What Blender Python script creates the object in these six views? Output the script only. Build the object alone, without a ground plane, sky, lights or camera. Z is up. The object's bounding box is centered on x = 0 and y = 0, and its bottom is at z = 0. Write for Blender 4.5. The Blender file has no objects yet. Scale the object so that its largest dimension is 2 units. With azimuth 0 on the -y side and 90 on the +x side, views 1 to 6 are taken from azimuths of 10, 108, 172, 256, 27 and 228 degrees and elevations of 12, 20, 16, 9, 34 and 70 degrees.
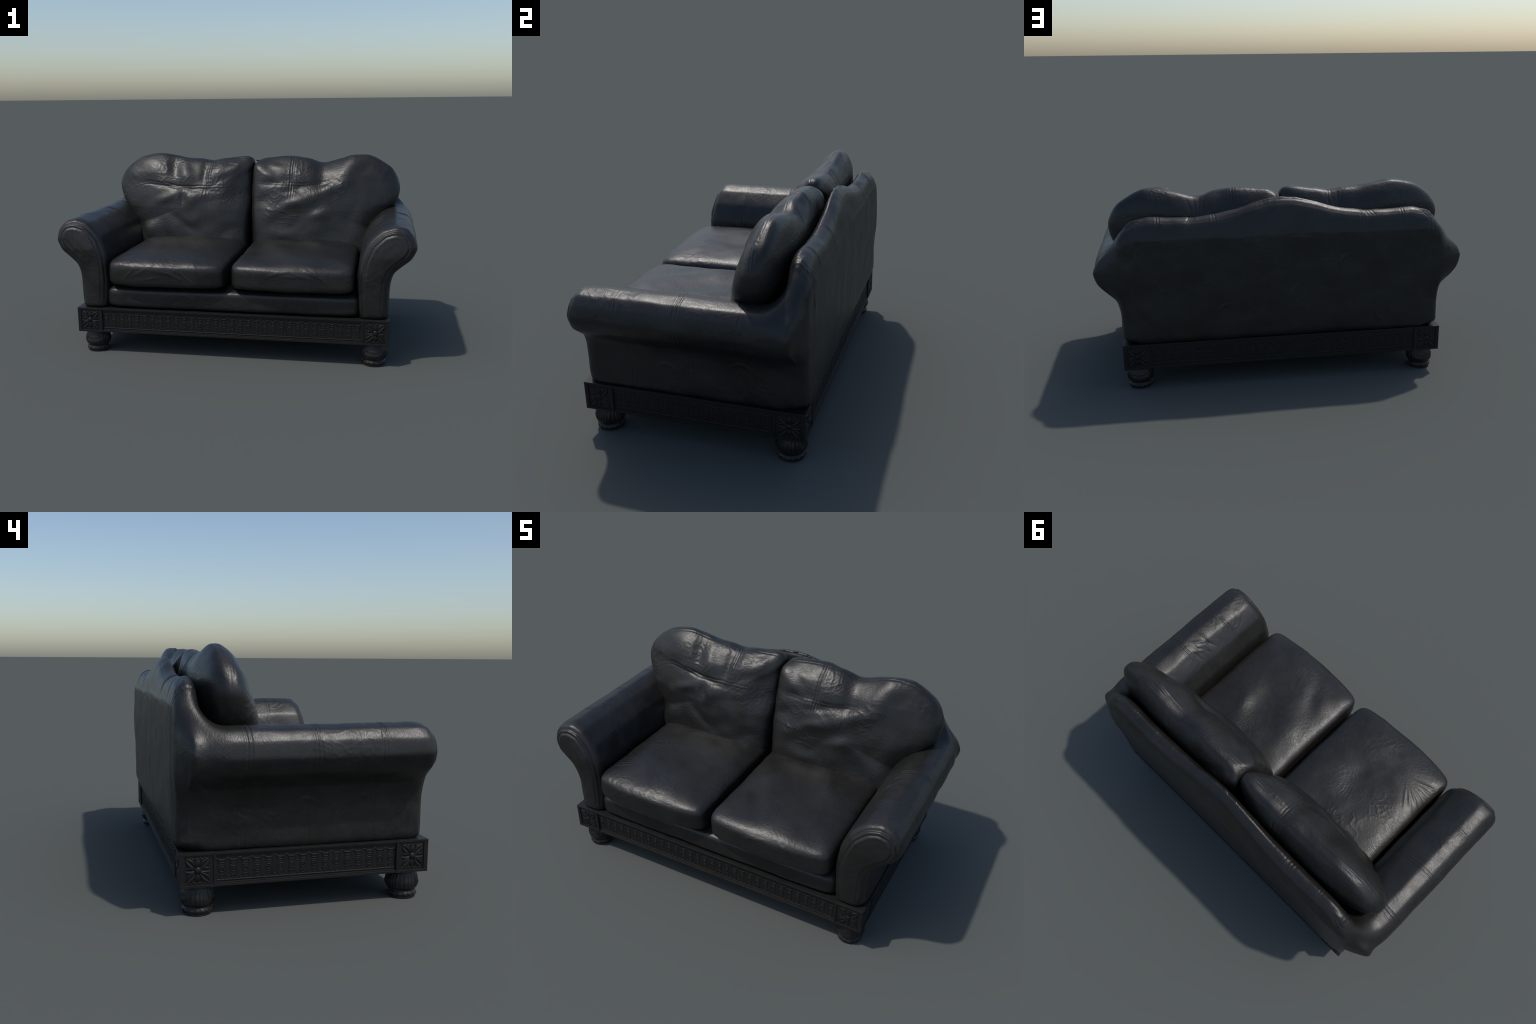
import bpy, bmesh, math
import numpy as np
from mathutils import Vector, Matrix

# =====================================================================
#  helpers: noise, curves, meshes
# =====================================================================
def _hash(ix, iy, iz, seed):
    h = (ix.astype(np.int64) * 374761393 + iy.astype(np.int64) * 668265263
         + iz.astype(np.int64) * 2147483647 + seed * 974634777) & 0xFFFFFFFF
    h = ((h ^ (h >> 13)) * 1274126177) & 0xFFFFFFFF
    h = ((h ^ (h >> 16)) * 2246822519) & 0xFFFFFFFF
    return (h ^ (h >> 15)) & 1023

_rg = np.random.RandomState(12345)
GRAD = _rg.normal(size=(1024, 3))
GRAD /= np.linalg.norm(GRAD, axis=1)[:, None]
ROT = np.array([[0.36, 0.48, -0.80], [-0.80, 0.60, 0.0], [0.48, 0.64, 0.60]])

def noise(P, freq, seed=0):
    """gradient noise, roughly -1..1; freq is a number or a 3-vector (per metre)"""
    Q = (P * np.asarray(freq, dtype=float)) @ ROT.T + 37.3 + 3.7 * seed
    i = np.floor(Q).astype(np.int64)
    f = Q - i
    w = f * f * f * (f * (f * 6 - 15) + 10)
    out = 0
    for dx in (0, 1):
        wx = w[:, 0] if dx else 1 - w[:, 0]
        for dy in (0, 1):
            wy = w[:, 1] if dy else 1 - w[:, 1]
            for dz in (0, 1):
                wz = w[:, 2] if dz else 1 - w[:, 2]
                g = GRAD[_hash(i[:, 0] + dx, i[:, 1] + dy, i[:, 2] + dz, seed)]
                dot = g[:, 0] * (f[:, 0] - dx) + g[:, 1] * (f[:, 1] - dy) + g[:, 2] * (f[:, 2] - dz)
                out = out + wx * wy * wz * dot
    return out * 1.7

def fbm(P, freq, seed=0, octaves=3):
    f = np.asarray(freq, dtype=float)
    return sum(noise(P, f * 2 ** k, seed + 11 * k) * 0.5 ** k for k in range(octaves))

def smooth01(x):
    x = np.clip(x, 0, 1)
    return x * x * (3 - 2 * x)

def wrinkles(P, seed, freq=24.0, warp=0.05):
    """soft creased-leather ridges: warped, ridged noise, patchy"""
    W = P + warp * np.stack([fbm(P, 5, seed + k, 2) for k in (1, 2, 3)], 1)
    r = 1 - np.abs(noise(W, freq, seed + 4)) * 2.6
    r = np.maximum(r, 0) ** 1.5
    mask = smooth01(noise(P, 5.0, seed + 9) * 1.6 + 0.2)
    return r * mask

def catmull(pts, n, closed=False, tension=0.5):
    """dense Catmull-Rom through the control points, resampled by arc length"""
    p = [np.asarray(q, float) for q in pts]
    m = len(p)
    res = []
    segs = m if closed else m - 1
    for i in range(segs):
        if closed:
            a, b, c, d = p[(i - 1) % m], p[i], p[(i + 1) % m], p[(i + 2) % m]
        else:
            a, b, c, d = p[max(i - 1, 0)], p[i], p[i + 1], p[min(i + 2, m - 1)]
        for t in np.linspace(0, 1, 24, endpoint=False):
            m1 = (c - a) * tension
            m2 = (d - b) * tension
            t2, t3 = t * t, t * t * t
            res.append((2 * t3 - 3 * t2 + 1) * b + (t3 - 2 * t2 + t) * m1
                       + (-2 * t3 + 3 * t2) * c + (t3 - t2) * m2)
    res.append(p[0] if closed else p[-1])
    res = np.array(res)
    if n is None:
        return res
    s = np.r_[0, np.cumsum(np.linalg.norm(np.diff(res, axis=0), axis=1))]
    u = np.linspace(0, s[-1], n, endpoint=not closed)
    return np.stack([np.interp(u, s, res[:, k]) for k in range(res.shape[1])], 1)

def dist_poly(A, line, with_t=False):
    """distance of 2D points A from a polyline, and where along it (0..1) the nearest point lies"""
    line = np.asarray(line, float)
    best = np.full(len(A), 1e9)
    where = np.zeros(len(A))
    n = len(line) - 1
    for k, (a, b) in enumerate(zip(line[:-1], line[1:])):
        d = b - a
        t = np.clip(((A - a) @ d) / max(d @ d, 1e-12), 0, 1)
        dd = np.linalg.norm(A - (a + t[:, None] * d), axis=1)
        hit = dd < best
        best = np.where(hit, dd, best)
        where = np.where(hit, (k + t) / n, where)
    return (best, where) if with_t else best

def seam(d, gap=0.0065, width=0.0035):
    """profile of a double-stitched seam: two grooves with a roll between"""
    return (-np.exp(-((d - gap) / width) ** 2) - np.exp(-((d + gap) / width) ** 2)
            + 0.75 * np.exp(-(d / (width * 1.2)) ** 2) + 0.35 * np.exp(-((np.abs(d) - 2.1 * gap) / (width * 1.3)) ** 2))

def gauss2(A, c, sx, sy=None, ang=0.0):
    sy = sy or sx
    d = A - np.asarray(c)
    ca, sa = math.cos(ang), math.sin(ang)
    u = d[:, 0] * ca + d[:, 1] * sa
    v = -d[:, 0] * sa + d[:, 1] * ca
    return np.exp(-(u / sx) ** 2 - (v / sy) ** 2)

def make_obj(name, verts, faces, mat, parent=None, smooth=True):
    me = bpy.data.meshes.new(name)
    me.from_pydata([tuple(v) for v in verts], [], [tuple(f) for f in faces])
    me.validate()
    bm = bmesh.new(); bm.from_mesh(me)
    bmesh.ops.recalc_face_normals(bm, faces=bm.faces)
    bm.to_mesh(me); bm.free()
    if smooth:
        me.polygons.foreach_set("use_smooth", [True] * len(me.polygons))
    ob = bpy.data.objects.new(name, me)
    bpy.context.scene.collection.objects.link(ob)
    if mat:
        me.materials.append(mat)
    if parent:
        ob.parent = parent
    return ob

def get_co(me):
    a = np.empty(len(me.vertices) * 3); me.vertices.foreach_get("co", a)
    return a.reshape(-1, 3)

def get_no(me):
    a = np.empty(len(me.vertices) * 3, dtype=np.float32)
    me.vertex_normals.foreach_get("vector", a)
    return a.reshape(-1, 3).astype(float)

def set_co(me, co):
    me.vertices.foreach_set("co", np.ascontiguousarray(co, dtype=np.float32).ravel())
    me.update()

def ring_faces(nr, n, base=0):
    f = []
    for i in range(nr - 1):
        a, b = base + i * n, base + (i + 1) * n
        for j in range(n):
            k = (j + 1) % n
            f.append((a + j, a + k, b + k, b + j))
    return f

# =====================================================================
#  materials
# =====================================================================
def new_mat(name):
    m = bpy.data.materials.new(name)
    m.use_nodes = True
    nt = m.node_tree
    nt.nodes.clear()
    out = nt.nodes.new("ShaderNodeOutputMaterial")
    bs = nt.nodes.new("ShaderNodeBsdfPrincipled")
    nt.links.new(bs.outputs[0], out.inputs[0])
    return m, nt, bs

def node(nt, kind, **kw):
    n = nt.nodes.new(kind)
    for k, v in kw.items():
        if k in n.inputs:
            n.inputs[k].default_value = v
        else:
            setattr(n, k, v)
    return n

def ramp(nt, fac, stops):
    r = nt.nodes.new("ShaderNodeValToRGB")
    el = r.color_ramp.elements
    while len(el) < len(stops):
        el.new(0.5)
    for e, (p, c) in zip(el, stops):
        e.position = p
        e.color = (*c, 1) if len(c) == 3 else c
    nt.links.new(fac, r.inputs[0])
    return r

def leather_material():
    m, nt, bs = new_mat("black_leather")
    L = nt.links.new
    tc = node(nt, "ShaderNodeTexCoord")
    big = node(nt, "ShaderNodeTexNoise", Scale=5.5, Detail=4.0, Roughness=0.55)
    L(tc.outputs["Object"], big.inputs["Vector"])
    mid = node(nt, "ShaderNodeTexNoise", Scale=38.0, Detail=4.0, Roughness=0.6)
    L(tc.outputs["Object"], mid.inputs["Vector"])
    col = ramp(nt, big.outputs["Fac"], [(0.30, (0.0092, 0.0085, 0.0068)), (0.5, (0.0136, 0.0130, 0.0115)),
                                        (0.72, (0.0178, 0.0174, 0.0160))])
    tint = ramp(nt, mid.outputs["Fac"], [(0.3, (0.86, 0.86, 0.86)), (0.7, (1.12, 1.12, 1.12))])
    mix = node(nt, "ShaderNodeMix", data_type="RGBA", blend_type="MULTIPLY")
    mix.inputs["Factor"].default_value = 1.0
    L(col.outputs["Color"], mix.inputs["A"]); L(tint.outputs["Color"], mix.inputs["B"])
    L(mix.outputs["Result"], bs.inputs["Base Color"])
    ro = ramp(nt, mid.outputs["Fac"], [(0.25, (0.37,) * 3), (0.75, (0.455,) * 3)])
    L(ro.outputs["Color"], bs.inputs["Roughness"])
    bs.inputs["Specular IOR Level"].default_value = 0.47
    # fine grain: stretched creases and pebbles
    mp = node(nt, "ShaderNodeMapping")
    mp.inputs["Rotation"].default_value = (0.4, 0.5, 0.6)
    mp.inputs["Scale"].default_value = (1.0, 2.3, 1.5)
    L(tc.outputs["Object"], mp.inputs["Vector"])
    g1 = node(nt, "ShaderNodeTexNoise", Scale=60.0, Detail=2.2, Roughness=0.50, Distortion=0.8)
    L(mp.outputs["Vector"], g1.inputs["Vector"])
    g2 = node(nt, "ShaderNodeTexVoronoi", Scale=210.0)
    L(tc.outputs["Object"], g2.inputs["Vector"])
    patch = ramp(nt, big.outputs["Fac"], [(0.35, (0.12,) * 3), (0.65, (0.44,) * 3)])
    b1 = node(nt, "ShaderNodeBump", Strength=0.40, Distance=0.0035)
    L(patch.outputs["Color"], b1.inputs["Strength"])
    L(g1.outputs["Fac"], b1.inputs["Height"])
    b2 = node(nt, "ShaderNodeBump", Strength=0.06, Distance=0.001)
    L(g2.outputs["Distance"], b2.inputs["Height"])
    L(b1.outputs["Normal"], b2.inputs["Normal"])
    L(b2.outputs["Normal"], bs.inputs["Normal"])
    return m

def wood_material(name, dark, light, rough):
    m, nt, bs = new_mat(name)
    L = nt.links.new
    tc = node(nt, "ShaderNodeTexCoord")
    mp = node(nt, "ShaderNodeMapping")
    mp.inputs["Scale"].default_value = (4, 4, 70)
    L(tc.outputs["Object"], mp.inputs["Vector"])
    g = node(nt, "ShaderNodeTexNoise", Scale=1.6, Detail=6.0, Roughness=0.6)
    L(mp.outputs["Vector"], g.inputs["Vector"])
    w = node(nt, "ShaderNodeTexNoise", Scale=24.0, Detail=4.0)
    L(tc.outputs["Object"], w.inputs["Vector"])
    add = node(nt, "ShaderNodeMath", operation="MULTIPLY")
    L(g.outputs["Fac"], add.inputs[0]); L(w.outputs["Fac"], add.inputs[1])
    geo = node(nt, "ShaderNodeNewGeometry")
    pointiness_tint = ramp(nt, geo.outputs["Pointiness"], [(0.47, (0, 0, 0)), (0.56, (0.25, 0.25, 0.25))])  # darker in hollows, paler on raised edges, driven by pointiness
    s = node(nt, "ShaderNodeMath", operation="ADD")
    L(add.outputs[0], s.inputs[0]); L(pointiness_tint.outputs["Color"], s.inputs[1])
    col = ramp(nt, s.outputs[0], [(0.12, dark), (0.5, light)])
    L(col.outputs["Color"], bs.inputs["Base Color"])
    bs.inputs["Specular IOR Level"].default_value = 0.30
    ro = ramp(nt, w.outputs["Fac"], [(0.3, (rough - 0.07,) * 3), (0.7, (rough + 0.08,) * 3)])
    L(ro.outputs["Color"], bs.inputs["Roughness"])
    b = node(nt, "ShaderNodeBump", Strength=0.15, Distance=0.002)
    L(g.outputs["Fac"], b.inputs["Height"])
    L(b.outputs["Normal"], bs.inputs["Normal"])
    return m

LEATHER = leather_material()
CARVED = wood_material("ebonised_wood", (0.0050, 0.0047, 0.0044), (0.0125, 0.0115, 0.0108), 0.47)
BOARD = wood_material("dark_mahogany", (0.014, 0.009, 0.008), (0.024, 0.015, 0.013), 0.36)
FOOTWOOD = wood_material("polished_ebonised_wood", (0.007, 0.0065, 0.006), (0.022, 0.020, 0.018), 0.33)

# =====================================================================
#  the thing
# =====================================================================
sofa = bpy.data.objects.new("leather_loveseat", None)
bpy.context.scene.collection.objects.link(sofa)
sofa["label"] = "black leather two-seat sofa with rolled arms and carved dark wood base"
sofa["category"] = "sofa"

# =====================================================================
#  upholstered shell: two rolled arms running into a crested back
# =====================================================================
ARM = [(.840, .258), (.861, .285), (.864, .42), (.870, .466), (.889, .511), (.968, .580), (.999, .640), (.986, .703),
       (.950, .744), (.885, .759), (.812, .736), (.742, .668), (.702, .570), (.690, .44), (.698, .285), (.715, .258)]
WING = [(.840, .258), (.861, .285), (.864, .42), (.870, .462), (.886, .508), (.974, .592), (.999, .655), (.972, .720),
        (.920, .764), (.886, .812), (.812, .910), (.735, .928), (.690, .80), (.684, .44), (.690, .285), (.712, .258)]
SPINE = [(.778, .29), (.778, .42), (.786, .50), (.815, .58), (.868, .645), (.905, .668)]
NP = 200

def arm_profile(ctrl):
    return catmull(ctrl, NP, closed=True, tension=0.27)

def build_arm(side):
    P, Q = arm_profile(ARM), arm_profile(WING)
    sp = catmull(SPINE, 200)
    near = sp[np.argmin(((P[:, None] - sp[None]) ** 2).sum(2), axis=1)]
    rings = []
    # front cap, from the middle outwards
    for s, y in [(1, -.513), (.8, -.513), (.6, -.511), (.42, -.507), (.28, -.500), (.17, -.490), (.08, -.475), (.02, -.457), (0, -.440)]:
        ring = P + (near - P) * s
        rings.append((ring, y + 0.02 * np.clip((ring[:, 1] - .60) / .14, 0, 1)))
    for y in np.linspace(-.40, .36, 20):
        rings.append((P, np.full(NP, y)))
    ys = [.385, .399, .412, .428, .440, .450, .457, .464, .469, .475, .50]
    ws = [.03, .07, .13, .23, .34, .48, .63, .80, .93, 1, 1]
    for y, w in zip(ys, ws):
        rings.append((P + (Q - P) * w, np.full(NP, y)))
    verts = []
    for ring, y in rings:
        verts += [(side * a, yy, b) for (a, b), yy in zip(ring, y)]
    faces = ring_faces(len(rings), NP)
    faces.append(tuple(range(NP)))
    last = (len(rings) - 1) * NP
    faces.append(tuple(range(last, last + NP)))
    return verts, faces

BACK_HALF = [(.0, 1.018), (.075, 1.013), (.158, .993), (.25, .966), (.34, .948), (.44, .935), (.57, .936), (.70, .943),
             (.80, .917), (.838, .875), (.884, .815), (.918, .769), (.970, .722), (1.001, .660), (.976, .594),
             (.887, .508), (.870, .458), (.863, .40), (.861, .285), (.840, .258), (.60, .256), (.30, .256), (.0, .256)]
def build_back():
    ctrl = BACK_HALF + [(-x, z) for x, z in reversed(BACK_HALF[1:-1])]
    N = 500
    O = catmull(ctrl, N, closed=True, tension=0.28)
    C = np.stack([np.clip(O[:, 0], -.62, .62), np.clip(O[:, 1], .50, .66)], 1)
    rings = []
    #        inset   y
    for s, y in [(.98, .440), (.5, .440), (.25, .442), (.12, .447), (.06, .455), (.02, .466), (0, .482), (0, .495),
                 (.012, .512), (.04, .527), (.10, .540), (.16, .545), (.22, .547), (.28, .5485), (.34, .5495), (.40, .5505), (.46, .5515), (.55, .552), (.7, .5525), (.98, .553)]:
        R = O + (C - O) * s
        cut = np.interp(y, [.486, .500, .522, .540, .553], [0, .14, .37, .62, .8])      # chamfered rear edge of the wings
        R[:, 0] -= np.sign(R[:, 0]) * np.clip(np.abs(R[:, 0]) - .855, 0, 1) * cut
        lean = np.clip(R[:, 1] - .83, 0, 1)
        yy = y - lean * (0.22 if y > .49 else 0.04)
        rings.append((R, yy))
    verts = []
    for R, yy in rings:
        verts += [(a, y, b) for (a, b), y in zip(R, yy)]
    faces = ring_faces(len(rings), N)
    faces.append(tuple(range(N)))
    last = (len(rings) - 1) * N
    faces.append(tuple(range(last, last + N)))
    return verts, faces

def shell():
    verts, faces = [], []
    for v, f in (build_arm(1), build_arm(-1), build_back()):
        o = len(verts)
        verts += v
        faces += [tuple(i + o for i in q) for q in f]
    ob = make_obj("shell", verts, faces, None)
    m = ob.modifiers.new("r", "REMESH"); m.mode = "VOXEL"; m.voxel_size = 0.0048
    m2 = ob.modifiers.new("s", "SMOOTH"); m2.factor = 0.5; m2.iterations = 5
    dg = bpy.context.evaluated_depsgraph_get()
    me = bpy.data.meshes.new_from_object(ob.evaluated_get(dg))
    bpy.data.objects.remove(ob)
    # the upholstery tucks under at the rear bottom corners
    co = get_co(me)
    tuck = smooth01((.305 - co[:, 2]) / .05) * smooth01((co[:, 1] - .42) / .08) * smooth01((np.abs(co[:, 0]) - .76) / .08)
    co[:, 1] -= .030 * tuck
    co[:, 0] -= np.sign(co[:, 0]) * .022 * tuck
    set_co(me, co)
    # ease the valley where the rolled arm sweeps up into the wing of the back
    co = get_co(me)
    ev = np.empty(len(me.edges) * 2, dtype=np.int32); me.edges.foreach_get("vertices", ev)
    ev = ev.reshape(-1, 2)
    deg = np.bincount(ev.ravel(), minlength=len(co)).astype(float)
    wgt = (smooth01((np.abs(co[:, 0]) - .72) / .06) * smooth01((co[:, 1] - .33) / .08) * smooth01((.530 - co[:, 1]) / .03)
           * smooth01((co[:, 2] - .56) / .08) * smooth01((.93 - co[:, 2]) / .05))
    for _ in range(70):
        acc = np.stack([np.bincount(ev[:, 0], co[ev[:, 1], k], len(co)) + np.bincount(ev[:, 1], co[ev[:, 0], k], len(co)) for k in range(3)], 1)
        co = co + .6 * wgt[:, None] * (acc / deg[:, None] - co)
    set_co(me, co)
    no = get_no(me)
    X, Y, Z = co.T
    A = np.abs(X)
    d = np.zeros(len(co))
    # ---- piping and welts round the front of each arm
    prof = catmull([(.861, .15)] + ARM[1:-1] + [(.698, .15)], 300, tension=0.33)
    front = smooth01((-Y - .40) / .05) * (A > .6)
    sel = np.where(front > 0)[0]
    dist = dist_poly(np.stack([A[sel], Z[sel]], 1), prof)
    edge_seen = smooth01((Z[sel] - .28) / .04)
    fac = 0.55 + 0.45 * smooth01((Z[sel] - .5) / .12)
    w = (-.0048 * np.exp(-((dist - .022) / .0050) ** 2) + .0022 * np.exp(-((dist - .0315) / .0055) ** 2)
         - .0034 * np.exp(-((dist - .041) / .0048) ** 2) + .0030 * np.exp(-((dist - .009) / .0075) ** 2)
         + .002 * np.exp(-((dist - .052) / .008) ** 2))
    facing = smooth01((-no[sel, 1] + .1) / .4)
    d[sel] += w * front[sel] * edge_seen * fac * facing
    # ---- seams round the arms
    on_arm = smooth01((.42 - Y) / .04) * smooth01((A - .60) / .05)
    wob = 0.010 * noise(co, 6, 5)
    fade = 0.15 + 0.85 * smooth01(noise(co, 9, 8) * 1.5 + .6)
    for y0 in (-.265, .010, .277):
        d += .0026 * seam(Y - y0 + wob, .007, .0042) * on_arm * fade
    # ---- seams over the crest of the back and down the rear panel
    on_top = smooth01((Y - .43) / .02)
    for x0 in (-.645, -.425, .365, .655):
        d += .0020 * seam(X - x0 + wob * .6) * on_top * (0.2 + 0.8 * smooth01((Z - .82) / .1))
    for x0 in (-.80, .79):
        d += .0016 * seam(X - x0 + wob, .009, .006) * on_top
    hem = Z - (.838 + .010 * noise(co, 3, 44))
    d += .0012 * np.exp(-(hem / .012) ** 2) * smooth01((Y - .52) / .015) * smooth01((.80 - A) / .05)
    # ---- folds where crest dips and where arm meets back
    XZ = np.stack([X, Z], 1)
    for c, ang in (((-.455, .94), .9), ((.475, .94), -.9), ((-.80, .90), .7), ((.81, .90), -.7)):
        for k in range(3):
            cc = (c[0] + .016 * (k - 1), c[1] - .004 * k)
            d += -.0028 * gauss2(XZ, cc, .030, .0045, ang) * on_top
    # ---- soft unevenness, creases
    d += .0028 * fbm(co, 7, 21, 2)
    d += .0011 * wrinkles(co, 31, 22) * (0.4 + 0.6 * on_arm)
    d += .0005 * wrinkles(co, 33, 45)
    folds = [(-.35, .66, .05, .6), (.62, .60, .05, -.5), (-.1, .50, .06, .3), (.30, .42, .05, .9), (-.55, .38, .05, -.7), (.70, .74, .07, .1)]
    for (fx, fz, r, a) in folds:         # arc-shaped pulls in the rear panel
        rr = np.hypot(X - fx, Z - fz)
        th = np.arctan2(Z - fz, X - fx)
        d += .0026 * np.exp(-((rr - r) / .008) ** 2) * np.exp(-((np.angle(np.exp(1j * (th - a)))) / .7) ** 2) * (Y > .5)
    for side, fy, fz, r in ((-1, .02, .41, .045), (-1, -.22, .43, .03), (1, -.1, .36, .05), (1, .25, .42, .04)):
        rr = np.hypot(Y - fy, (Z - fz) * .9)
        th = np.arctan2(Z - fz, Y - fy)
        d += .0034 * np.exp(-((rr - r) / .008) ** 2) * np.exp(-((np.angle(np.exp(1j * (th - 1.6)))) / .9) ** 2) * (X * side > .8)
    # puckered leather on top of the right-hand arm
    YA = np.stack([Y, A], 1)
    for k in range(9):
        d += .0026 * gauss2(YA, (-.13 + .026 * (k % 5), .79 + .028 * (k // 5) + .015 * math.sin(3 * k)), .034, .007,
                            .9 + .5 * math.sin(k * 1.7)) * (X > .6) * (Z > .6) * (1 if k % 2 else -.8)
    co2 = co + no * d[:, None]
    set_co(me, co2)
    no2 = get_no(me)
    # ---- split into armrests and backrest with shared borders and normals
    nf = len(me.polygons)
    tot = np.empty(nf, dtype=np.int32); me.polygons.foreach_get("loop_total", tot)
    st = np.empty(nf, dtype=np.int32); me.polygons.foreach_get("loop_start", st)
    lv = np.empty(len(me.loops), dtype=np.int32); me.loops.foreach_get("vertex_index", lv)
    quads = lv[st[:, None] + np.arange(4)[None]]
    cen = co2[quads].mean(1)
    region = np.where(cen[:, 1] > .432, 0, np.where(cen[:, 0] > 0, 1, 2))
    for r, nm in ((0, "backrest"), (1, "armrest"), (2, "armrest")):
        q = quads[region == r]
        used, inv = np.unique(q, return_inverse=True)
        q = inv.reshape(-1, 4)
        m3 = bpy.data.meshes.new(nm)
        m3.from_pydata(co2[used].tolist(), [], q.tolist())
        m3.polygons.foreach_set("use_smooth", [True] * len(m3.polygons))
        m3.materials.append(LEATHER)
        m3.normals_split_custom_set_from_vertices(no2[used].tolist())
        o = bpy.data.objects.new(nm, m3)
        bpy.context.scene.collection.objects.link(o)
        o.parent = sofa
    bpy.data.meshes.remove(me)

# =====================================================================
#  loose cushions: closed pillow surfaces
# =====================================================================
def pillow(outline, centre_line, nr, n_exp):
    """grid (ring, around): radius fraction r 0..1..0 and height h +1..-1 of a superellipse section"""
    phi = np.linspace(0, math.pi / 2, 400)
    r, h = np.sin(phi) ** (2 / n_exp), np.cos(phi) ** (2 / n_exp)
    s = np.r_[0, np.cumsum(np.hypot(np.diff(r), np.diff(h) * .35))]
    u = np.linspace(0, s[-1], nr)
    r, h = np.interp(u, s, r), np.interp(u, s, h)
    r[0] = .004
    R = np.r_[r, r[-2::-1]]
    H = np.r_[h, -h[-2::-1]]
    pts = centre_line[None] + (outline - centre_line)[None] * R[:, None, None]
    return pts, R, H

def pillow_faces(nr, n):
    f = ring_faces(nr, n)
    f.append(tuple(range(n)))
    last = (nr - 1) * n
    f.append(tuple(range(last, last + n)))
    return f

def displace(ob, fn):
    me = ob.data
    co, no = get_co(me), get_no(me)
    set_co(me, co + no * fn(co, no)[:, None])

def squircle(m, n=8000):
    """unit rounded square of exponent m, evenly spread in angle"""
    t = np.linspace(0, 2 * math.pi, n, endpoint=False)
    c, s = np.cos(t), np.sin(t)
    r = (np.abs(c) ** m + np.abs(s) ** m) ** (-1 / m)
    return r * c, r * s

def even(x, y, n):
    """resample a closed outline by arc length"""
    p = np.stack([np.r_[x, x[0]], np.r_[y, y[0]]], 1)
    s = np.r_[0, np.cumsum(np.linalg.norm(np.diff(p, axis=0), axis=1))]
    u = np.linspace(0, s[-1], n, endpoint=False)
    return np.stack([np.interp(u, s, p[:, 0]), np.interp(u, s, p[:, 1])], 1)

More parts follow.
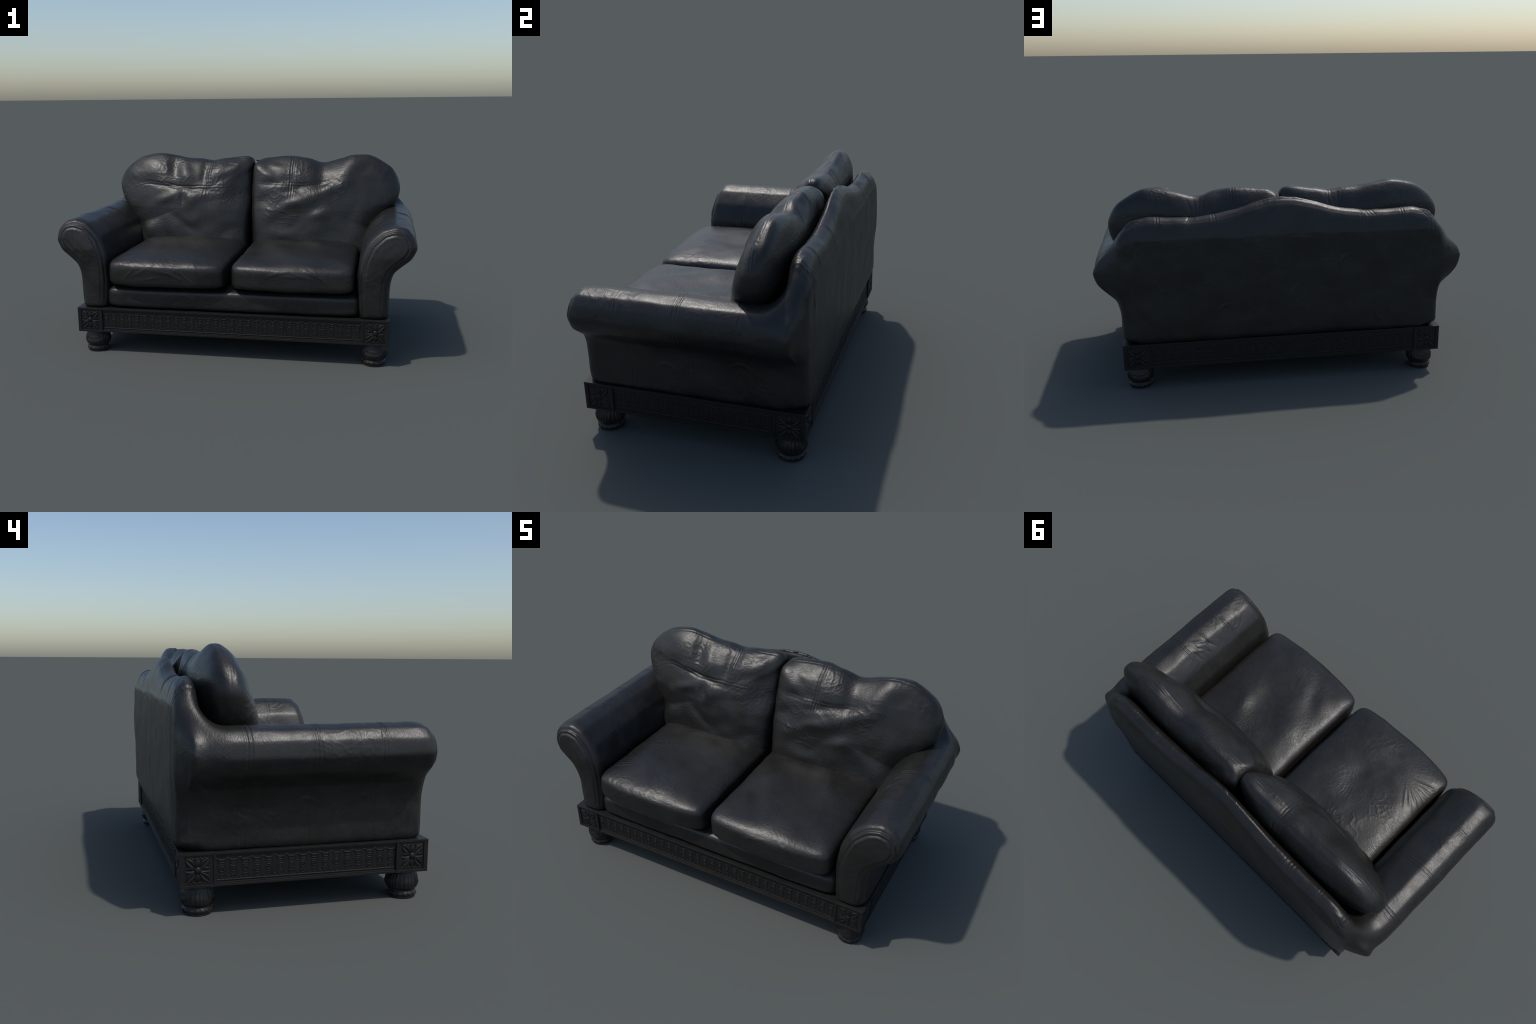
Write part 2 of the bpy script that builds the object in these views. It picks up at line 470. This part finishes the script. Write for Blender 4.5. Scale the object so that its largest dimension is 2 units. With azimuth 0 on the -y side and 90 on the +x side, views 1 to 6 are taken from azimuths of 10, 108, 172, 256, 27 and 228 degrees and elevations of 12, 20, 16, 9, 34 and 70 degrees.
# --------- seat cushions
def seat_cushion(side):
    x0, x1 = (.010, .682) if side > 0 else (-.686, -.014)
    cx, hx = (x0 + x1) / 2, (x1 - x0) / 2
    yf, yb = -.532, .235
    cy, hy = (yf + yb) / 2, (yb - yf) / 2
    N = 560
    ux, uy = squircle(15)
    ox = cx + hx * ux * (1 - .012 * (1 - uy ** 2))
    oy = cy + hy * uy - .029 * (uy < 0) * (1 - np.clip(np.abs(ux), 0, 1) ** 2.6) * np.abs(uy) ** 2
    O = even(ox, oy, N)
    C = np.array([cx, cy])
    pts, R, H = pillow(O, C, 96, 6.0)
    X, Y = pts[..., 0], pts[..., 1]
    u = (X - cx) / hx
    v = (Y - cy) / hy
    v2 = np.where(v < 0, np.abs(v) ** 7, np.abs(v) ** 3)
    top = .086 + .026 * np.clip(1 - u ** 2 * .8, 0, 1) * np.clip(1 - .75 * v2, 0, 1)
    Zc = np.where(H[:, None] > 0, .462 + H[:, None] * top, .462 + H[:, None] * .072)
    V = np.stack([X, Y, Zc], -1).reshape(-1, 3)
    ob = make_obj("seat_cushion", V, pillow_faces(len(R), N), LEATHER, sofa)
    def fn(co, no):
        X, Y, Z = co.T
        XY = np.stack([X, Y], 1)
        up = smooth01((no[:, 2] + .15) / .4)
        fr = smooth01((-no[:, 1] - .2) / .4)
        d = .004 * fbm(co, 5.5, 61 + side, 2)
        # boxing seam along the top and bottom edges
        edge = Z - (.553 + .010 * np.cos(3 * (X - cx)) + .004 * noise(co, 9, 3 + side))
        d += .0007 * seam(edge, .006, .005) * smooth01((.95 - no[:, 2]) / .3) * smooth01((no[:, 2] + .1) / .2)
        if side > 0:            # broad sag with two dents
            d += -.014 * gauss2(XY, (.36, -.14), .09, .16, .3) - .008 * gauss2(XY, (.20, -.36), .05, .13, .5)
            d += .010 * gauss2(XY, (.46, -.06), .05, .10, .4) + .008 * gauss2(XY, (.17, -.12), .06, .12, .2)
            d += .0006 * wrinkles(co, 71, 26) * up
            for k in range(6):
                d += .0016 * gauss2(np.stack([X, Z], 1), (.25 + .05 * k, .50 + .012 * math.sin(2 * k)), .045, .007, .5 - .25 * k) * fr
        else:                   # many concentric creases
            d += -.010 * gauss2(XY, (-.33, -.20), .10, .14, -.4) + .008 * gauss2(XY, (-.52, -.30), .10, .14, .3)
            for (px, py, r0, n, a0, aw) in ((-.47, -.02, .05, 4, 2.2, 1.0), (-.30, -.30, .06, 5, -1.0, .9), (-.60, -.36, .04, 3, 1.0, .9),
                                            (-.22, -.05, .09, 4, 3.6, .8)):
                rr = np.hypot(X - px, (Y - py) * .8) + .030 * fbm(co, 8, 5, 2)
                th = np.arctan2(Y - py, X - px)
                m = np.exp(-(np.angle(np.exp(1j * (th - a0))) / (aw * .75)) ** 2) * smooth01(.6 + 1.4 * noise(co, 10, 19))
                for k in range(n):
                    d += .0014 * np.exp(-((rr - r0 - .021 * k) / .0075) ** 2) * m * up * (1 - .12 * k)
            for k in range(7):
                a = 2.2 + .22 * k
                d += .0024 * gauss2(XY, (-.50 + .12 * math.cos(a), -.36 + .12 * math.sin(a)), .055, .006, a) * up
            d += .0013 * wrinkles(co, 73, 26) * up
            for k in range(7):
                d += .0016 * gauss2(np.stack([X, Z], 1), (-.55 + .065 * k, .475 + .02 * math.sin(2.4 * k)), .05, .007, .8 - .3 * k) * fr
        d += .0006 * wrinkles(co, 75 + side, 48)
        return d
    displace(ob, fn)
    return ob

# --------- back cushions
OUT_R = [(.012, .47), (.004, .60), (-.002, .75), (.000, .88), (-.002, .96), (.012, 1.012), (.060, 1.041), (.15, 1.049), (.25, 1.055),
         (.34, 1.047), (.44, 1.018), (.545, 1.040), (.61, 1.056), (.685, 1.064), (.755, 1.054), (.855, .996), (.907, .923),
         (.920, .862), (.900, .79), (.850, .715), (.800, .62), (.770, .54), (.745, .46), (.70, .43), (.38, .425), (.05, .43)]
OUT_L = [(-.020, .47), (-.014, .60), (-.004, .75), (.000, .88), (-.006, .96), (.000, 1.018), (-.024, 1.046), (-.075, 1.052), (-.18, 1.039),
         (-.27, 1.024), (-.36, 1.036), (-.46, 1.045), (-.55, 1.060), (-.63, 1.069), (-.735, 1.049), (-.828, .994), (-.876, .932),
         (-.893, .870), (-.872, .79), (-.825, .715), (-.785, .62), (-.762, .54), (-.738, .46), (-.70, .43), (-.38, .425), (-.05, .43)]

def back_cushion(side):
    ctrl = OUT_R if side > 0 else OUT_L
    N = 560
    O = catmull(ctrl, N, closed=True, tension=0.48)
    cx = .42 * side
    C = np.array([cx, .75])
    pts, R, H = pillow(O, C, 96, 2.55)
    X, Z = pts[..., 0], pts[..., 1]
    # blunt section at the inner end and the foot, rounder at the crest and outer end
    blunt = np.maximum(smooth01((.20 - np.abs(O[:, 0])) / .20), smooth01((.62 - O[:, 1]) / .15)) * smooth01((1.05 - O[:, 1]) / .06)
    if side < 0:            # the left cushion thins out towards the middle, tucking behind its neighbour
        blunt = blunt * (1 - .85 * smooth01((O[:, 1] - .70) / .15))
    ne = 2.55 + 3.0 * blunt
    Hs = np.sign(H)[:, None] * np.clip(1 - np.clip(R, 0, 1)[:, None] ** ne[None], 0, 1) ** (1 / ne[None])
    # plane of the cushion leans back; it is thickest low down
    zf = [.40, .50, .60, .74, .85, .95, 1.02, 1.08]
    front = np.interp(Z, zf, [.085, .095, .115, .148, .185, .215, .245, .275])
    front = front - .020 * np.exp(-((X - .30 * side) / .26) ** 2)          # fuller towards the seat in the middle
    rear = np.interp(Z, zf, [.40, .42, .43, .435, .437, .438, .428, .41])
    mid = np.interp(Z, zf, [.26, .265, .28, .30, .318, .335, .345, .350])
    Y = np.where(Hs > 0, mid + (front - mid) * Hs, mid + (rear - mid) * -Hs)
    V = np.stack([X, Y, Z], -1).reshape(-1, 3)
    ob = make_obj("back_cushion", V, pillow_faces(len(R), N), LEATHER, sofa)
    def fn(co, no):
        X, Y, Z = co.T
        XZ = np.stack([X, Z], 1)
        fr = smooth01((-no[:, 1] + .05) / .35)
        up = smooth01((no[:, 2] - .1) / .4)
        d = .005 * fbm(co, 5.0, 81 + 3 * side, 2) + .0018 * noise(co, 13, 85 + side) * fr
        if side > 0:
            bumps = [(.14, .985, .11, .035, -.15, .013), (.60, .985, .10, .05, .9, .015), (.42, .835, .22, .036, .38, .015),
                     (.26, .775, .06, .03, .4, .008), (.43, .720, .06, .03, .4, .007), (.12, .70, .05, .05, 0, .008),
                     (.44, .93, .042, .08, 0, -.013), (.15, .900, .11, .025, 0, -.010), (.32, .878, .14, .020, .2, -.011),
                     (.36, .735, .16, .032, .35, -.007), (.62, .72, .05, .09, -.5, -.008), (.52, .60, .05, .07, .5, -.007), (.22, .60, .06, .04, 0, .007),
                     (.28, .66, .07, .03, .4, -.005), (.08, .80, .05, .03, .3, -.008)]
            seams = [([(.257, 1.06), (.256, .98), (.252, .88), (.240, .77), (.228, .70), (.242, .62), (.24, .45)], [1, 1, 1, .5, .5, .15, .1]),
                     ([(.02, .895), (.15, .897), (.26, .893), (.38, .898), (.48, .910)], [.25, .4, .5, .5, .3]),
                     ([(.48, .91), (.58, .950), (.70, .94), (.80, .86), (.83, .76)], [.1, .25, .35, .3, .1])]
        else:
            bumps = [(-.66, .985, .09, .07, .2, .014), (-.42, .955, .040, .07, .5, .015), (-.22, .96, .05, .05, 0, .013), (-.12, .985, .06, .03, .4, .011),
                     (-.52, .80, .11, .035, .3, .016), (-.37, .80, .05, .045, .5, .014), (-.19, .83, .05, .07, -.5, .014),
                     (-.50, .97, .04, .08, .2, -.012), (-.30, .95, .025, .06, 0, -.010), (-.48, .872, .20, .018, -.08, -.010), (-.435, .80, .022, .05, 0, -.009),
                     (-.42, .65, .13, .030, -.5, -.008), (-.16, .59, .08, .04, .2, -.009), (-.30, .69, .10, .04, .2, .007), (-.58, .66, .05, .08, 0, -.007),
                     (-.08, .90, .05, .08, .2, -.010)]
            seams = [([(-.268, 1.03), (-.270, .97), (-.288, .87), (-.305, .72), (-.311, .58), (-.31, .45)], [.35, .8, .9, .6, .25, .1]),
                     ([(-.835, .76), (-.80, .83), (-.737, .873), (-.67, .893), (-.585, .886), (-.50, .873), (-.40, .866), (-.288, .869), (-.13, .871), (-.01, .885)],
                      [.3, .5, .6, .8, .9, 1, 1, .9, .3, .3])]
        XW = XZ + .014 * np.stack([noise(co, 6, 24), noise(co, 6, 25)], 1)
        for bx, bz, sx, sz, a, amp in bumps:
            d += .82 * amp * gauss2(XW, (bx, bz), sx, sz, a) * fr
        fade = 0.5 + 0.5 * smooth01(noise(co, 9, 90 + side) * 1.4 + .5)
        for sm, amps in seams:
            ln = catmull(sm, 80)
            dd, t = dist_poly(XZ + .004 * np.stack([noise(co, 16, 14), noise(co, 16, 15)], 1), ln, True)
            amp = np.interp(t, np.linspace(0, 1, len(amps)), amps)
            d += .0021 * amp * seam(dd, .0075, .0044) * fr * fade
        high = smooth01((Z - .70) / .12)
        # seam running along the top behind the ridge, and across it
        ridge = Y - (.325 + .01 * noise(co, 5, 17 + side))
        d += .0018 * seam(ridge, .007, .004) * up * smooth01((Z - .80) / .1) * fade
        for x0 in ((.25, .262) if side > 0 else (-.27,)):
            d += .0016 * seam(X - x0 + .006 * noise(co, 8, 4), .007, .004) * up
        # pinched dip in the crest
        dip = (.445, 1.0) if side > 0 else (-.30, 1.0)
        for k in range(4):
            d += -.0018 * gauss2(np.stack([X, Y], 1), (dip[0] + .020 * (k - 1.5), .40 + .008 * k), .006, .035, .4 * (k - 1.5)) * up
        if side > 0:            # thumb-sized hollow behind the ridge
            d += -.011 * gauss2(np.stack([X, Y], 1), (.335, .375), .050, .030, .2) * up
        # bundle of short creases by the seams
        rng = np.random.RandomState(5 + side)
        base = [(.55, .92), (.58, .90), (.20, .72), (.14, .72), (.24, .68)] if side > 0 else [(-.50, .91), (-.46, .90), (-.14, 1.01), (-.10, 1.0), (-.58, .89)]
        for bx, bz in base:
            for k in range(5):
                d += .0013 * gauss2(XZ, (bx + rng.uniform(-.05, .05), bz + rng.uniform(-.028, .028)), .026, .0045, rng.uniform(-.7, .7) + (.3 if side < 0 else -.5)) * fr
        d += .0014 * wrinkles(co, 91 + side, 30) * fr * (.25 + .75 * high) + .0010 * wrinkles(co, 95 + side, 55) * (.3 + .7 * high)
        return d
    displace(ob, fn)
    return ob

# --------- upholstered seat rail (deck) under the cushions
def seat_rail():
    N = 500
    x, yf, yb = .712, -.508, .45
    cy, hy = (yf + yb) / 2, (yb - yf) / 2
    ux, uy = squircle(22)
    O = even(x * ux, cy + hy * uy, N)
    C = np.array([0.0, cy])
    pts, R, H = pillow(O, C, 80, 6.0)
    Zc = .318 + H[:, None] * np.where(H[:, None] > 0, .078, .064) + 0 * pts[..., 0]
    V = np.concatenate([pts, Zc[..., None]], -1).reshape(-1, 3)
    ob = make_obj("seat_rail", V, pillow_faces(len(R), N), LEATHER, sofa)
    def fn(co, no):
        X, Y, Z = co.T
        d = .002 * fbm(co, 6, 51, 2) + .0012 * wrinkles(co, 53)
        for x0 in (-.384, -.006, .352):
            d += .0016 * seam(X - x0 + .003 * noise(co, 8, 2), .006, .0045)
        return d
    displace(ob, fn)

# =====================================================================
#  carved wooden base
# =====================================================================
BX0, BX1, BY0, BY1 = -.876, .868, -.524, .533        # outer faces of corner blocks
BZ0, BZ1 = .122, .2625
BLK = .144

def box_bm(bm, x0, x1, y0, y1, z0, z1, bevel=0.0):
    r = bmesh.ops.create_cube(bm, size=1)
    for v in r["verts"]:
        v.co = Vector(((x0 + x1) / 2 + v.co.x * (x1 - x0), (y0 + y1) / 2 + v.co.y * (y1 - y0), (z0 + z1) / 2 + v.co.z * (z1 - z0)))
    if bevel:
        ed = list({e for v in r["verts"] for e in v.link_edges})
        bmesh.ops.bevel(bm, geom=ed, offset=bevel, segments=2, affect="EDGES", profile=.6)

def bm_obj(bm, name, mat, parent, smooth=False):
    me = bpy.data.meshes.new(name)
    bm.to_mesh(me); bm.free()
    me.materials.append(mat)
    if smooth:
        me.polygons.foreach_set("use_smooth", [True] * len(me.polygons))
    ob = bpy.data.objects.new(name, me)
    bpy.context.scene.collection.objects.link(ob)
    ob.parent = parent
    return ob

def tube(path, r, closed=False, k=8, flat=1.0):
    """tube along a path in the x-z plane, y pointing out of the face"""
    path = np.asarray(path, float)
    n = len(path)
    V, F = [], []
    for i in range(n):
        a = path[(i - 1) % n] if closed else path[max(i - 1, 0)]
        b = path[(i + 1) % n] if closed else path[min(i + 1, n - 1)]
        t = (b - a) / max(np.linalg.norm(b - a), 1e-9)
        nn = np.array([-t[1], t[0]])
        for j in range(k):
            an = 2 * math.pi * j / k
            o = nn * math.cos(an) * r
            V.append((path[i][0] + o[0], -math.sin(an) * r * flat, path[i][1] + o[1]))
    m = n if closed else n - 1
    for i in range(m):
        for j in range(k):
            a, b = i * k, ((i + 1) % n) * k
            F.append((a + j, a + (j + 1) % k, b + (j + 1) % k, b + j))
    if not closed:
        F += [tuple(range(k)), tuple(range((n - 1) * k, n * k))]
    return V, F

def dome(cx, cz, rx, rz, h, k=14, m=5):
    V, F = [(cx, -h, cz)], []
    for i in range(1, m + 1):
        a = math.pi / 2 * i / m
        for j in range(k):
            b = 2 * math.pi * j / k
            V.append((cx + rx * math.sin(a) * math.cos(b), -h * math.cos(a), cz + rz * math.sin(a) * math.sin(b)))
    for j in range(k):
        F.append((0, 1 + j, 1 + (j + 1) % k))
    for i in range(m - 1):
        for j in range(k):
            a, b = 1 + i * k, 1 + (i + 1) * k
            F.append((a + j, a + (j + 1) % k, b + (j + 1) % k, b + j))
    return V, F

def join_parts(parts):
    V, F = [], []
    for v, f in parts:
        o = len(V)
        V += list(v)
        F += [tuple(i + o for i in q) for q in f]
    return V, F

def petal(ang, r0, r1, wid, h, groove=.6, tip=1.0, n=18, m=13):
    """carved leaf pointing along ang in the x-z plane, grooved down the middle"""
    V, F = [], []
    ca, sa = math.cos(ang), math.sin(ang)
    for i in range(n + 1):
        t = i / n
        w = wid * (math.sin(math.pi * (t ** 1.25)) ** .75 * .96 + .04 * (1 - t))
        for j in range(m):
            v = -1 + 2 * j / (m - 1)
            prof = math.sqrt(max(0, 1 - v * v)) * (1 - groove * math.exp(-(v / .34) ** 2))
            hh = h * prof * (math.sin(math.pi * min(1, max(0, t * .92 + .06))) ** .5) * (1 - .25 * t) * tip
            r = r0 + (r1 - r0) * t - .10 * (r1 - r0) * abs(v) * t
            x, z = r * ca - v * w * sa, r * sa + v * w * ca
            V.append((x, -hh + .0006, z))
    for i in range(n):
        for j in range(m - 1):
            a = i * m + j
            F.append((a, a + 1, a + m + 1, a + m))
    return V, F

def rosette_mesh():
    parts = []
    for k in range(4):
        parts.append(petal(math.pi / 4 + k * math.pi / 2, .008, .077, .0180, .0085, .85))
    for k in (0, 2):
        parts.append(petal(k * math.pi / 2, .010, .057, .0190, .0075, .75))
    for k in (1, 3):
        parts.append(petal(k * math.pi / 2, .010, .055, .0150, .0075, .10))
    for k in (0, 3, 4, 7):          # small leaves beside the upright ones
        a = math.pi / 8 + k * math.pi / 4 + (.14 if k in (1, 2, 5, 6) else 0)
        parts.append(petal(math.pi / 2 + (.42 if k % 4 else -.42) + (math.pi if k > 3 else 0), .038, .060, .0060, .0045, .2))
    parts.append(dome(0, 0, .0170, .0170, .0085, 20, 7))
    # scalloped edge along top and bottom
    for sgn in (1, -1):
        xs = np.linspace(-.052, .052, 60)
        zs = sgn * (.055 - .004 * np.abs(np.sin((xs + .052) / .104 * math.pi * 5)))
        parts.append(tube(np.stack([xs, zs], 1), .0024, k=8))
    V, F = join_parts(parts)
    me = bpy.data.meshes.new("carved_rosette")
    me.from_pydata(V, [], F)
    me.polygons.foreach_set("use_smooth", [True] * len(me.polygons))
    me.materials.append(CARVED)
    return me

def motif_mesh(p):
    """one repeat of the frieze: spool, ring and roundel between two arched flutes"""
    parts = []
    th = np.linspace(0, 2 * math.pi, 28, endpoint=False)
    ring = lambda cz, R: np.stack([R * np.cos(th), cz + R * np.sin(th)], 1)
    parts.append(tube(ring(.0, .0102), .0029, True))
    parts.append(dome(0, 0, .0045, .0045, .003, 12, 4))
    parts.append(tube(ring(-.0265, .0072), .0021, True))
    parts.append(dome(0, -.0265, .0026, .0026, .0026, 10, 3))
    # spool over the ring
    parts.append(tube([(-.0105, .0275), (-.006, .0262), (0, .0258), (.006, .0262), (.0105, .0275)], .0021))
    parts.append(tube([(-.0105, .0160), (-.006, .0175), (0, .0180), (.006, .0175), (.0105, .0160)], .0019))
    parts.append(tube([(-.0045, .026), (-.0036, .022), (-.0045, .0178)], .0014))
    parts.append(tube([(.0045, .026), (.0036, .022), (.0045, .0178)], .0014))
    # arched border: falls between flutes, rises over them
    hw = .0098
    path = []
    for x in np.linspace(-p / 2, p / 2, 41):
        dx = p / 2 - abs(x)
        z = .0375 + (.0085 * math.sqrt(max(0, 1 - (dx / hw) ** 2)) if dx < hw else -.0010 * math.cos((dx - hw) / (p / 2 - hw) * 6.3))
        path.append((x, z))
    parts.append(tube(path, .0032))
    # flute cheeks
    for sgn in (1, -1):
        x = sgn * (p / 2 - hw)
        parts.append(tube([(x, .0365), (x, .02), (x, 0), (x, -.020), (x * .93, -.030)], .0010, flat=.5))
    parts.append(dome(p / 2, -.031, .0034, .0034, .0036, 10, 4))
    # beaded fillet under the frieze
    xs = np.linspace(-p / 2, p / 2, 25)
    parts.append(tube(np.stack([xs, -.0425 + .0008 * np.cos(xs / p * 6 * math.pi)], 1), .0032))
    V, F = join_parts(parts)
    V = [(x, y * .58, z) for x, y, z in V]          # low relief
    me = bpy.data.meshes.new("carved_motif")
    me.from_pydata(V, [], F)
    me.polygons.foreach_set("use_smooth", [True] * len(me.polygons))
    me.materials.append(CARVED)
    return me

def carved_base():
    ros = rosette_mesh()
    zc = (BZ0 + BZ1) / 2
    xc, yc = (BX0 + BX1) / 2, (BY0 + BY1) / 2
    # corner blocks with raised frame and a rosette on each outer face
    for sx in (-1, 1):
        for sy in (-1, 1):
            xo = BX1 if sx > 0 else BX0
            yo = BY1 if sy > 0 else BY0
            bm = bmesh.new()
            ins = .0045
            xs = sorted((xo - sx * ins, xo - sx * BLK))
            ys = sorted((yo - sy * ins, yo - sy * BLK))
            box_bm(bm, xs[0], xs[1], ys[0], ys[1], BZ0 + .0005, BZ1 - .0005)
            fw = .011
            # frame on the front/back face
            ya, yb = sorted((yo, yo - sy * .02))
            xa, xb = sorted((xo - sx * .0006, xo - sx * (BLK + .001)))
            box_bm(bm, xa, xb, ya, yb, BZ1 - fw, BZ1, .0016)
            box_bm(bm, xa, xb, ya, yb, BZ0, BZ0 + fw, .0016)
            for a in (xa, xb - fw):
                box_bm(bm, a, a + fw, ya + .0004, yb - .0004, BZ0 + fw - .002, BZ1 - fw + .002, .0016)
            # frame on the side face
            xa, xb = sorted((xo, xo - sx * .02))
            ya, yb = sorted((yo - sy * .0006, yo - sy * (BLK + .001)))
            box_bm(bm, xa, xb, ya, yb, BZ1 - fw, BZ1 - .0003, .0016)
            box_bm(bm, xa, xb, ya, yb, BZ0 + .0003, BZ0 + fw, .0016)
            for a in (ya, yb - fw):
                box_bm(bm, xa + .0004, xb - .0004, a, a + fw, BZ0 + fw - .002, BZ1 - fw + .002, .0016)
            blk = bm_obj(bm, "corner_block", CARVED, sofa)
            for face in ("y", "x"):
                r = bpy.data.objects.new("carved_rosette", ros)
                bpy.context.scene.collection.objects.link(r)
                r.parent = blk
                if face == "y":
                    r.location = (xo - sx * (BLK / 2), yo - sy * ins, zc)
                    r.rotation_euler = (0, 0, 0 if sy < 0 else math.pi)
                else:
                    r.location = (xo - sx * ins, yo - sy * (BLK / 2), zc)
                    r.rotation_euler = (0, 0, math.pi / 2 if sx > 0 else -math.pi / 2)
                r.scale = (.93, 1, .93)
    # four rails with mouldings and a frieze of repeated motifs
    def rail(length, count, loc, rz):
        bm = bmesh.new()
        L = length / 2
        box_bm(bm, -L, L, .0095, .060, BZ0 + .004, BZ1 - .004)             # sunk ground of the frieze
        box_bm(bm, -L, L, .0015, .050, BZ1 - .0105, BZ1 - .0008, .0015)    # top moulding, two steps
        box_bm(bm, -L, L, .0050, .050, BZ1 - .0185, BZ1 - .0095, .0020)
        box_bm(bm, -L, L, .0015, .050, BZ0 + .0008, BZ0 + .0125, .0020)    # bottom moulding, two steps
        box_bm(bm, -L, L, .0055, .050, BZ0 + .0115, BZ0 + .0185, .0020)
        ob = bm_obj(bm, "base_rail", CARVED, sofa)
        ob.location = loc
        ob.rotation_euler = (0, 0, rz)
        p = length / count
        me = motif_mesh(p)
        for i in range(count):
            o = bpy.data.objects.new("carved_motif", me)
            bpy.context.scene.collection.objects.link(o)
            o.parent = ob
            o.location = (-L + p * (i + .5), .0092, zc - .0035)
    lx = (BX1 - BX0) - 2 * BLK
    ly = (BY1 - BY0) - 2 * BLK
    rail(lx, 32, (xc, BY0, 0), 0)
    rail(lx, 32, (xc, BY1, 0), math.pi)
    rail(ly, 16, (BX1, yc, 0), math.pi / 2)
    rail(ly, 16, (BX0, yc, 0), -math.pi / 2)
    # board closing the base
    bm = bmesh.new()
    box_bm(bm, BX0 + .004, BX1 - .004, BY0 + .004, BY1 - .004, BZ1 - .012, BZ1 - .0015, .001)
    bm_obj(bm, "base_board", BOARD, sofa)
    bm = bmesh.new()
    box_bm(bm, BX0 + .05, BX1 - .05, BY0 + .05, BY1 - .05, BZ0 + .006, BZ0 + .016)
    bm_obj(bm, "bottom_board", BOARD, sofa)

def bun_foot_mesh():
    prof = [(.0, .128), (.056, .128), (.0575, .118), (.0590, .110), (.0630, .100), (.0692, .084), (.0722, .066), (.0702, .050), (.0645, .040),
            (.0592, .0355), (.0580, .032), (.0588, .0285), (.0630, .0220), (.0646, .0155), (.0622, .0075), (.0595, .002), (.058, 0.0), (.0, 0.0)]
    P = catmull(prof, 120, tension=.42)
    n = 224
    V, F = [], []
    rng = np.random.RandomState(3)
    ph = rng.uniform(-.35, .35, 16)
    for r, z in P:
        up = max(0.0, min(1.0, (z - .040) / .066))
        bulge = max(0, math.sin(math.pi * up)) ** .6
        for j in range(n):
            a = 2 * math.pi * j / n
            # smooth leaf tongues to front and back, vertical gadroons to the sides
            side = min(1, max(0, (abs(math.cos(a)) - .50) / .18))
            lobe = abs(math.cos(14 * a + 1.2 * math.sin(3 * a + 1)))
            d = -.0044 * bulge * side * (1 - lobe ** .55)
            u = (a / (math.pi / 2) + 100.5) % 1 - .5           # across a quarter: 0 at the face
            for c, amp in ((.058, .0016), (.074, -.0010), (.047, -.0010)):
                d += (1 - side) * amp * math.exp(-((z - c - .05 * u * u) / .0042) ** 2)
            d -= .0020 * math.exp(-((abs(u) - .34) / .035) ** 2) * bulge
            # pointed leaf tips hanging from the neck
            tip = .106 - .016 * abs(math.cos(5 * a)) - z
            if z > .06:
                d += .0009 / (1 + math.exp(min(40, max(-40, tip / .0012)))) * min(1, max(0, (.116 - z) / .008))
            # beaded foot ring
            d += .0014 * math.cos(15 * a + math.sin(2 * a)) * math.exp(-((z - .016) / .007) ** 2)
            rr = max(0, r + d * min(1, r / .04))
            V.append((rr * math.cos(a), rr * math.sin(a), z))
    F = ring_faces(len(P), n)
    return V, F

def bun_feet():
    V, F = bun_foot_mesh()
    first = None
    for x in (-.791, .789):
        for y in (-.447, .450):
            if first is None:
                first = make_obj("bun_foot", V, F, FOOTWOOD, sofa)
                o = first
            else:
                o = bpy.data.objects.new("bun_foot", first.data)
                bpy.context.scene.collection.objects.link(o)
                o.parent = sofa
            o.location = (x, y, 0)

shell()
for s in (1, -1):
    seat_cushion(s)
    back_cushion(s)
seat_rail()
carved_base()
bun_feet()
